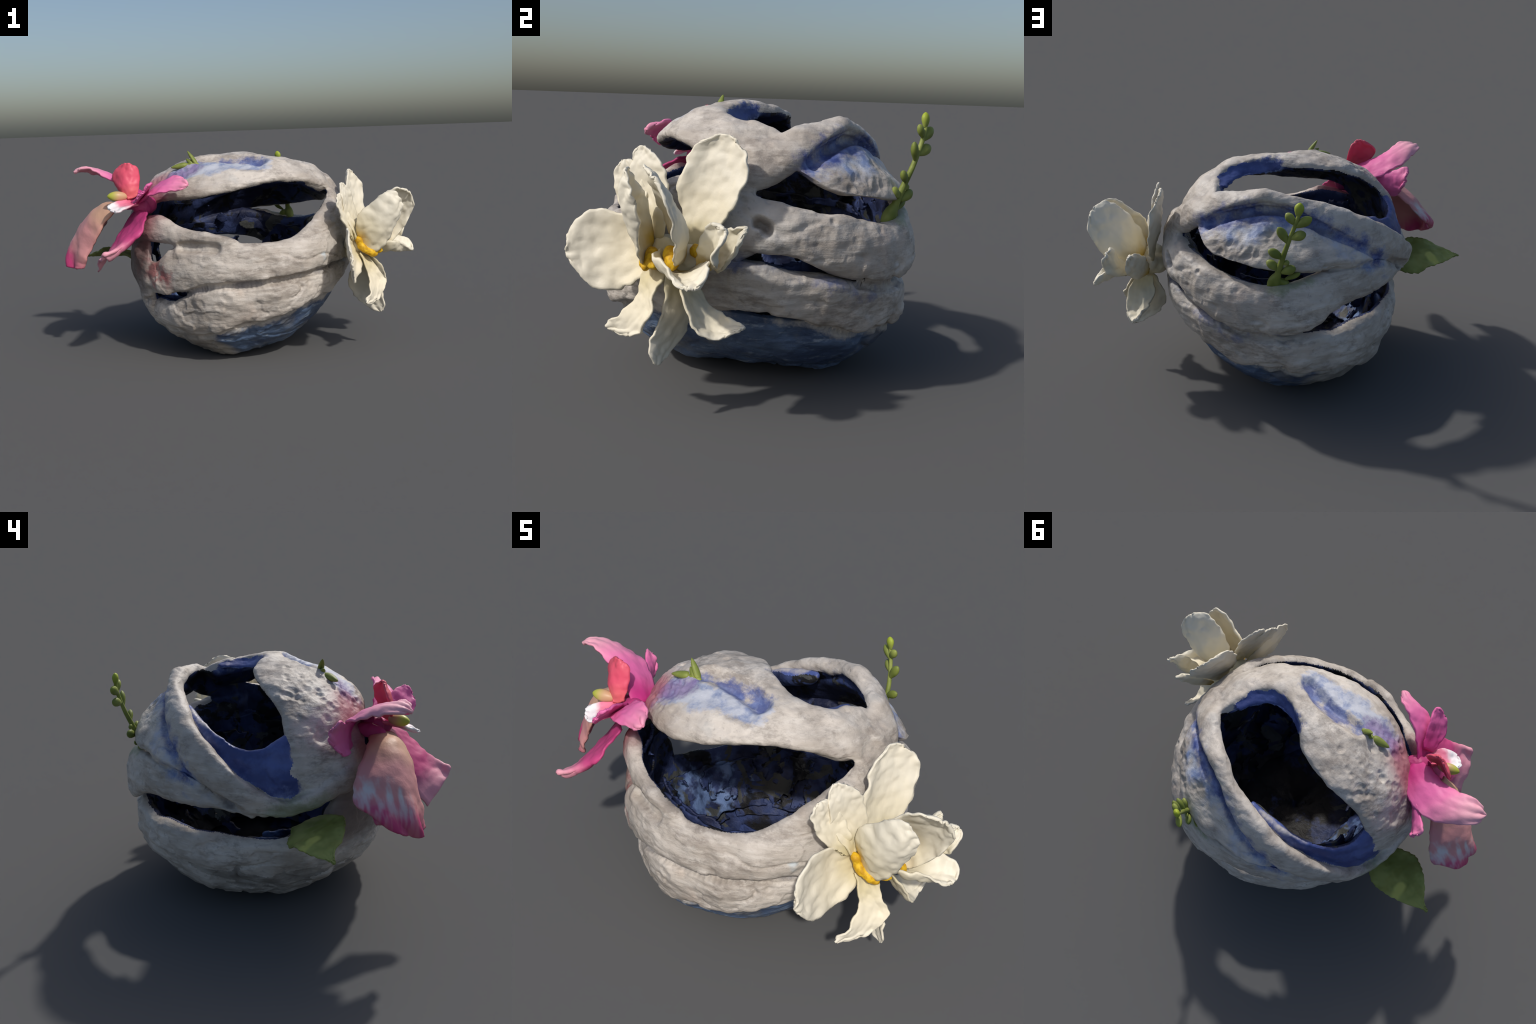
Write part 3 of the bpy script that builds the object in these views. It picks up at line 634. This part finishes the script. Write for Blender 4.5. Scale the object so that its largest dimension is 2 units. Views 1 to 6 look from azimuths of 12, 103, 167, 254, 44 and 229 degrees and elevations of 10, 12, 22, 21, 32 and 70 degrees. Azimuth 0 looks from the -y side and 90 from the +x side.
def white_flower(parent):
    cream = petal_material("cream_petal", (0.62, 0.54, 0.32), (0.72, 0.655, 0.50), (0.75, 0.70, 0.58), 0.02, 0.14, 0.30, rough=0.5)
    throat = petal_material("yellow_throated_petal", (0.55, 0.36, 0.04), (0.71, 0.645, 0.48), (0.75, 0.705, 0.585), 0.0, 0.095, 0.22, rough=0.5)
    n = Nodes("pollen_yellow", rough=0.6)
    gold = n.finish(n.mix(n.ramp(n.noise(40, 4), 0.4, 0.65), (0.50, 0.27, 0.01), (0.72, 0.45, 0.02)), n.noise(60, 3), 0.3, 0.005)
    heart = np.array([0.68, -0.12, 0.57])
    core = fused("white_flower", [lobe((0.60, -0.09, 0.56), (0.76, -0.10, 0.57), 0.055, m=20), lobe((0.62, -0.16, 0.62), (0.74, -0.14, 0.57), 0.045, m=18),
                                  lobe((0.66, -0.06, 0.60), (0.74, -0.05, 0.56), 0.04)], cream, parent, heart, rough=0.004)
    lumps = [lobe((0.69, -0.21, 0.65), (0.715, -0.205, 0.595), 0.017), lobe((0.70, -0.205, 0.61), (0.75, -0.20, 0.565), 0.02), lobe((0.73, -0.195, 0.58), (0.80, -0.175, 0.545), 0.022),
             lobe((0.72, -0.18, 0.60), (0.83, -0.13, 0.56), 0.026), lobe((0.76, -0.10, 0.62), (0.84, -0.06, 0.56), 0.028), lobe((0.72, -0.02, 0.62), (0.77, 0.0, 0.60), 0.022)]
    fused("stamen", lumps, gold, core, heart, voxel=0.004, rough=0.004)
    P = [
     ("petal", cream, [((.69, -.06, .62), (.69, -.03, .61), (.70, .0, .62)), ((.655, -.10, .72), (.665, -.01, .72), (.71, .068, .705)), ((.638, -.118, .814), (.642, .03, .83), (.706, .135, .83)),
                       ((.632, -.085, .92), (.632, .05, .93), (.690, .152, .91)), ((.632, -.045, .99), (.634, .055, 1.003), (.662, .125, .965))]),
     ("petal", cream, [((.69, -.22, .64), (.69, -.19, .63), (.70, -.15, .64)), ((.645, -.285, .76), (.66, -.21, .75), (.69, -.14, .76)), ((.62, -.30, .87), (.635, -.24, .865), (.662, -.158, .864)),
                       ((.608, -.295, .94), (.62, -.26, .95), (.645, -.205, .93))]),
     ("petal", cream, [((.67, -.25, .65), (.68, -.22, .63), (.685, -.19, .64)), ((.635, -.335, .735), (.65, -.28, .73), (.67, -.22, .75)), ((.608, -.375, .83), (.62, -.31, .82), (.64, -.25, .83)),
                       ((.602, -.36, .89), (.606, -.33, .895), (.615, -.28, .90))]),
     ("petal", cream, [((.67, -.19, .62), (.68, -.17, .585), (.70, -.17, .55)), ((.655, -.30, .70), (.66, -.28, .585), (.716, -.235, .484)), ((.66, -.419, .722), (.665, -.38, .575), (.70, -.32, .437)),
                       ((.675, -.50, .67), (.68, -.47, .565), (.695, -.41, .435)), ((.69, -.525, .60), (.695, -.525, .55), (.692, -.47, .47))]),
     ("inner_petal", throat, [((.69, -.20, .72), (.70, -.19, .63), (.735, -.195, .565)), ((.715, -.208, .79), (.765, -.225, .70), (.81, -.186, .571)), ((.771, -.208, .832), (.83, -.232, .745), (.865, -.172, .64)),
                       ((.827, -.208, .872), (.885, -.222, .79), (.90, -.155, .71)), ((.878, -.202, .895), (.918, -.20, .835), (.918, -.15, .755)), ((.90, -.195, .885), (.935, -.175, .84), (.932, -.155, .79))]),
     ("inner_petal", throat, [((.71, -.12, .66), (.74, -.06, .61), (.78, -.07, .565)), ((.76, -.15, .78), (.83, -.02, .70), (.86, -.05, .595)), ((.84, -.15, .87), (.905, -.03, .78), (.94, -.02, .68)),
                       ((.90, -.14, .905), (.955, -.055, .85), (.98, -.012, .76)), ((.935, -.12, .90), (.97, -.08, .88), (.998, -.025, .825))]),
     ("inner_petal", throat, [((.75, -.13, .61), (.76, -.07, .54), (.77, .01, .57)), ((.87, -.125, .615), (.88, -.03, .545), (.88, .075, .61)), ((.935, -.05, .59), (.94, .03, .54), (.945, .10, .60)),
                       ((.98, .0, .55), (.99, .05, .535), (.985, .10, .575))]),
     ("inner_petal", throat, [((.78, .0, .58), (.79, .03, .565), (.80, .06, .57)), ((.86, .035, .66), (.86, .085, .63), (.90, .10, .595)), ((.88, .06, .72), (.895, .12, .695), (.935, .11, .65)), ((.89, .10, .75), (.91, .145, .725), (.94, .135, .69))]),
     ("inner_petal", throat, [((.71, .01, .58), (.72, .03, .565), (.74, .04, .55)), ((.735, .06, .665), (.755, .10, .61), (.78, .09, .56)), ((.78, .11, .705), (.79, .145, .66), (.82, .13, .61)), ((.81, .17, .725), (.815, .182, .71), (.83, .165, .68))]),
     ("lower_petal", cream, [((.69, -.03, .52), (.72, -.05, .52), (.76, -.07, .53)), ((.69, .0, .44), (.755, -.015, .43), (.82, -.03, .45)), ((.725, .065, .405), (.775, .05, .36), (.84, .02, .355)),
                       ((.77, .135, .39), (.79, .115, .35), (.822, .085, .335)), ((.795, .185, .38), (.803, .18, .37), (.812, .15, .35))]),
     ("lower_petal", cream, [((.67, -.06, .50), (.71, -.09, .52), (.75, -.12, .52)), ((.632, -.05, .39), (.70, -.065, .40), (.775, -.12, .42)), ((.655, -.08, .31), (.74, -.095, .32), (.815, -.13, .34)),
                       ((.72, -.095, .25), (.78, -.115, .265), (.838, -.14, .28)), ((.78, -.115, .215), (.815, -.13, .215), (.84, -.14, .24))]),
     ("lower_petal", cream, [((.71, -.21, .56), (.73, -.17, .54), (.74, -.12, .53)), ((.745, -.215, .475), (.77, -.175, .462), (.80, -.14, .46)), ((.765, -.235, .42), (.795, -.18, .395), (.842, -.14, .40)), ((.765, -.295, .36), (.785, -.24, .325), (.82, -.185, .325)), ((.745, -.355, .328), (.75, -.335, .308), (.758, -.285, .292))]),
    ]
    for i, (name, mat, rows) in enumerate(P):
        rows = [tuple((x - 0.003, y, z) for x, y, z in r) for r in rows]
        petal(name, rows, mat, core, round_tip=i != 4, seed=3 + 5*i, wave=0.010, lump=0.006, thick=0.010, ruffle=0.005 if name == "inner_petal" else 0.002)
    return core

def orchid(parent):
    pink = petal_material("pink_petal", (0.50, 0.035, 0.20), (0.74, 0.15, 0.38), (0.80, 0.40, 0.47), 0.03, 0.20, 0.46, rough=0.5)
    lipred = petal_material("rosy_lip", (0.72, 0.14, 0.16), (0.68, 0.085, 0.15), (0.64, 0.09, 0.14), 0.03, 0.10, 0.2, rough=0.45)
    pale = petal_material("white_tipped_lip", (0.62, 0.08, 0.16), (0.78, 0.22, 0.34), (0.82, 0.80, 0.82), 0.0, 0.09, 0.135, rough=0.4)
    dusky = petal_material("dusky_petal", (0.40, 0.04, 0.16), (0.52, 0.06, 0.20), (0.76, 0.34, 0.42), 0.06, 0.22, 0.34, rough=0.5)
    # the big drooping petal: tan at the top, white streaked, magenta at the frilled end
    n = Nodes("streaked_petal", rough=0.5)
    d = n.math("ADD", n.vec("LENGTH", n.obj, out=1), n.math("MULTIPLY", n.math("SUBTRACT", n.noise(10, 4), 0.5), 0.10))
    c = n.mix(n.ramp(d, 0.12, 0.26), (0.60, 0.36, 0.25), (0.61, 0.28, 0.28))
    white = n.math("MULTIPLY", n.capsule((-.245, .23, -.17), (-.33, .10, -.20), n.math("MULTIPLY", n.math("SUBTRACT", n.noise(12, 3), 0.5), 0.14), 0.035, 0.11), n.ramp(n.noise(13, 2, stretch=(1, 2.0, 0.3)), 0.34, 0.60))
    c = n.mix(white, c, (0.60, 0.56, 0.58))
    c = n.mix(n.math("MULTIPLY", n.ramp(d, 0.36, 0.455), n.ramp(n.noise(13, 2, stretch=(1, 2.0, 0.3)), 0.40, 0.62, 1.0, 0.55)), c, (0.50, 0.05, 0.17))
    streaked = n.finish(c, n.noise(18, 4), 0.3, 0.012)
    n = Nodes("green_tipped_column", rough=0.4)
    d = n.vec("LENGTH", n.obj, out=1)
    column = n.finish(n.mix(n.ramp(d, 0.045, 0.10), (0.56, 0.35, 0.20), (0.42, 0.46, 0.06)))
    heart = np.array([-.47, -.38, .86])
    core = fused("pink_orchid", [lobe((-.40, -.34, .84), (-.52, -.41, .88), 0.05, m=20), lobe((-.42, -.40, .82), (-.50, -.46, .88), 0.04, m=18), lobe((-.46, -.30, .86), (-.60, -.39, .86), 0.032)], dusky, parent, heart, rough=0.003)
    v, f = lobe((-.53, -.428, .905), (-.628, -.478, .912), 0.027, tip=0.5, m=18)
    mesh_object("column", v, f, column, core, origin=(-.53, -.428, .905))
    P = [
     ("petal", pink, 0.010, [((-.45, -.39, .885), (-.44, -.33, .89), (-.47, -.25, .86)), ((-.54, -.375, .95), (-.56, -.28, .955), (-.59, -.185, .92)), ((-.654, -.352, .995), (-.67, -.265, 1.01), (-.70, -.175, .975)),
                      ((-.745, -.37, 1.045), (-.76, -.29, 1.05), (-.795, -.225, 1.02)), ((-.80, -.375, 1.06), (-.83, -.33, 1.06), (-.85, -.28, 1.035)), ((-.84, -.375, 1.05), (-.87, -.36, 1.042), (-.865, -.34, 1.035))]),
     ("petal", pink, 0.008, [((-.50, -.28, .90), (-.50, -.26, .86), (-.51, -.27, .82)), ((-.62, -.185, .945), (-.62, -.17, .88), (-.62, -.20, .81)), ((-.695, -.13, .975), (-.68, -.10, .90), (-.68, -.15, .82)), ((-.73, -.11, .985), (-.70, -.07, .93), (-.685, -.10, .86))]),
     ("petal", pink, 0.010, [((-.45, -.37, .90), (-.45, -.41, .875), (-.46, -.46, .86)), ((-.36, -.435, .96), (-.37, -.485, .935), (-.40, -.535, .905)), ((-.27, -.47, 1.0), (-.28, -.53, .975), (-.32, -.575, .93)), ((-.196, -.495, 1.01), (-.195, -.545, .985), (-.225, -.575, .94)), ((-.15, -.535, .99), (-.145, -.56, .975), (-.165, -.575, .945))]),
     ("petal", pink, 0.006, [((-.42, -.43, .925), (-.44, -.45, .90), (-.46, -.47, .875)), ((-.36, -.52, .97), (-.39, -.56, .935), (-.45, -.53, .88)), ((-.325, -.595, .99), (-.355, -.615, .96), (-.43, -.595, .885)), ((-.335, -.61, .985), (-.36, -.63, .95), (-.40, -.625, .91))]),
     ("lip", pale, 0.005, [((-.49, -.37, .89), (-.48, -.42, .87), (-.45, -.46, .865)), ((-.535, -.43, .89), (-.52, -.49, .858), (-.47, -.52, .865)), ((-.59, -.485, .875), (-.57, -.525, .845), (-.515, -.56, .84)), ((-.605, -.52, .868), (-.592, -.545, .85), (-.55, -.57, .835))]),
     ("lip", lipred, 0.005, [((-.52, -.445, .895), (-.50, -.43, .895), (-.475, -.42, .91)), ((-.595, -.40, .95), (-.53, -.435, .96), (-.475, -.39, .97)), ((-.63, -.372, 1.02), (-.55, -.415, 1.03), (-.482, -.372, 1.035)), ((-.59, -.37, 1.07), (-.54, -.39, 1.083), (-.50, -.375, 1.07))]),
     ("hanging_petal", streaked, 0.008, [((-.55, -.33, .845), (-.59, -.39, .865), (-.58, -.43, .845)), ((-.67, -.25, .82), (-.71, -.37, .855), (-.65, -.462, .775)), ((-.76, -.165, .755), (-.83, -.345, .765), (-.70, -.466, .69)), ((-.82, -.13, .69), (-.905, -.325, .67), (-.75, -.462, .61)),
                      ((-.865, -.133, .656), (-.945, -.325, .585), (-.78, -.457, .55)), ((-.915, -.20, .605), (-.938, -.36, .515), (-.80, -.448, .512))]),
     ("hanging_petal", dusky, 0.008, [((-.49, -.41, .84), (-.45, -.46, .83), (-.40, -.49, .83)), ((-.55, -.44, .75), (-.47, -.53, .76), (-.385, -.565, .785)), ((-.60, -.475, .66), (-.495, -.62, .69), (-.385, -.62, .728)),
                      ((-.645, -.52, .575), (-.52, -.69, .645), (-.485, -.65, .64)), ((-.675, -.56, .513), (-.575, -.722, .62), (-.552, -.69, .595))]),
    ]
    for i, (name, mat, w, rows) in enumerate(P):
        petal(name, rows, mat, core, seed=101 + 7*i, wave=w, lump=0.004, thick=0.012, round_tip=name != "hanging_petal", ruffle=0.016 if mat == streaked else 0.009 if name == "hanging_petal" else 0.005 if name == "petal" else 0.002)
    return core

def greenery(parent):
    n = Nodes("leaf_green", rough=0.55)
    c = n.mix(n.ramp(n.noise(7, 4), 0.35, 0.65), (0.145, 0.175, 0.035), (0.265, 0.30, 0.085))
    patch = n.capsule((-.215, .022, .025), (-.235, .085, .005), n.math("MULTIPLY", n.math("SUBTRACT", n.noise(14, 3), 0.5), 0.03), 0.012, 0.034)
    c = n.mix(n.math("MULTIPLY", patch, 0.85), c, (0.44, 0.46, 0.12))
    leaf_mat = n.finish(c, n.noise(30, 5), 0.25, 0.008)
    petal("leaf", [((-.60, .07, .475), (-.60, .02, .50), (-.62, -.06, .53)), ((-.70, .125, .455), (-.72, .03, .51), (-.73, -.113, .566)), ((-.80, .118, .485), (-.82, .04, .52), (-.81, -.10, .572)), ((-.89, .085, .49), (-.90, .035, .512), (-.885, -.055, .548)), ((-.96, .045, .497), (-.965, .033, .50), (-.955, .01, .52)), ((-.997, .032, .501), (-1.0, .03, .501), (-.997, .027, .502))],
          leaf_mat, parent, thick=0.009, wave=0.006, lump=0.005, seed=401, round_tip=False, teeth=0.007, nu=61)
    n = Nodes("succulent_green", rough=0.5)
    c = n.mix(n.ramp(n.noise(9, 3), 0.35, 0.65), (0.15, 0.19, 0.035), (0.27, 0.31, 0.075))
    d = n.vec("LENGTH", n.obj, out=1)
    c = n.mix(n.ramp(d, 0.36, 0.44), c, (0.34, 0.42, 0.03))
    green = n.finish(c, n.noise(40, 3), 0.12, 0.005)
    base = np.array([0.174, 0.599, 0.687])
    stem = [base + np.array([0.01, -0.02, -0.03]), base, (.17, .612, .746), (.157, .640, .823), (.144, .665, .888), (.122, .689, .969), (.105, .70, 1.024), (.099, .70, 1.05)]
    root = [lobe((.20, .57, .66), (.168, .612, .75), 0.024, m=18), lobe((.12, .60, .68), (.165, .605, .715), 0.018, m=16)]
    v1 = tube(stem, [.018, .017, .015, .0125, .0115, .010, .010, .009])
    sprig = fused("green_sprig", [v1] + root, green, parent, base, voxel=0.004, smooth_it=3)
    buds = [((.103, .70, 1.035), (.092, .698, 1.097), .018), ((.112, .694, 1.0), (.150, .678, 1.049), .0165), ((.112, .694, .99), (.048, .727, 1.036), .0185), ((.138, .672, .91), (.183, .666, .985), .018), ((.128, .682, .935), (.073, .725, .966), .019),
            ((.155, .643, .83), (.219, .632, .871), .0175), ((.165, .62, .765), (.220, .602, .808), .0175), ((.152, .640, .80), (.128, .652, .814), .011), ((.158, .628, .755), (.103, .668, .790), .0185), ((.14, .615, .715), (.074, .641, .749), .011)]
    for a, b, r in buds:
        v, f = lobe(a, b, r*1.15, flat=0.72, tip=0.75, facing=(0.3, 1, 0.4))
        o = mesh_object("bud", v, f, green, sprig, origin=base)
    base2 = np.array([-0.188, -0.231, 1.075])
    v, f = lobe((-.175, -.232, 1.058), (-.265, -.232, 1.058), 0.015, tip=0.3)
    sprout = mesh_object("green_sprout", v, f, green, parent, origin=base2)
    for a, b, r, fl in [((-.188, -.231, 1.06), (-.243, -.224, 1.138), .015, 0.7), ((-.21, -.231, 1.06), (-.252, -.224, 1.094), .014, 0.9), ((-.24, -.236, 1.062), (-.33, -.265, 1.047), .019, 0.8)]:
        v, f = lobe(a, b, r, flat=fl, tip=0.15)
        mesh_object("bud", v, f, green, sprout, origin=base2)

def main():
    top = bpy.data.objects.new("clay_flower_vessel", None)
    bpy.context.scene.collection.objects.link(top)
    top["label"] = "hollow ball of woven grey clay strips with blue glaze, white and pink flowers"
    top["category"] = "ceramic sculpture"
    clay = clay_material()
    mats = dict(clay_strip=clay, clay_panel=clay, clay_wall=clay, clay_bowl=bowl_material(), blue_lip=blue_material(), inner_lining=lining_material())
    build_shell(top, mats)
    build_shards(top, mats["inner_lining"])
    white_flower(top)
    orchid(top)
    greenery(top)

main()
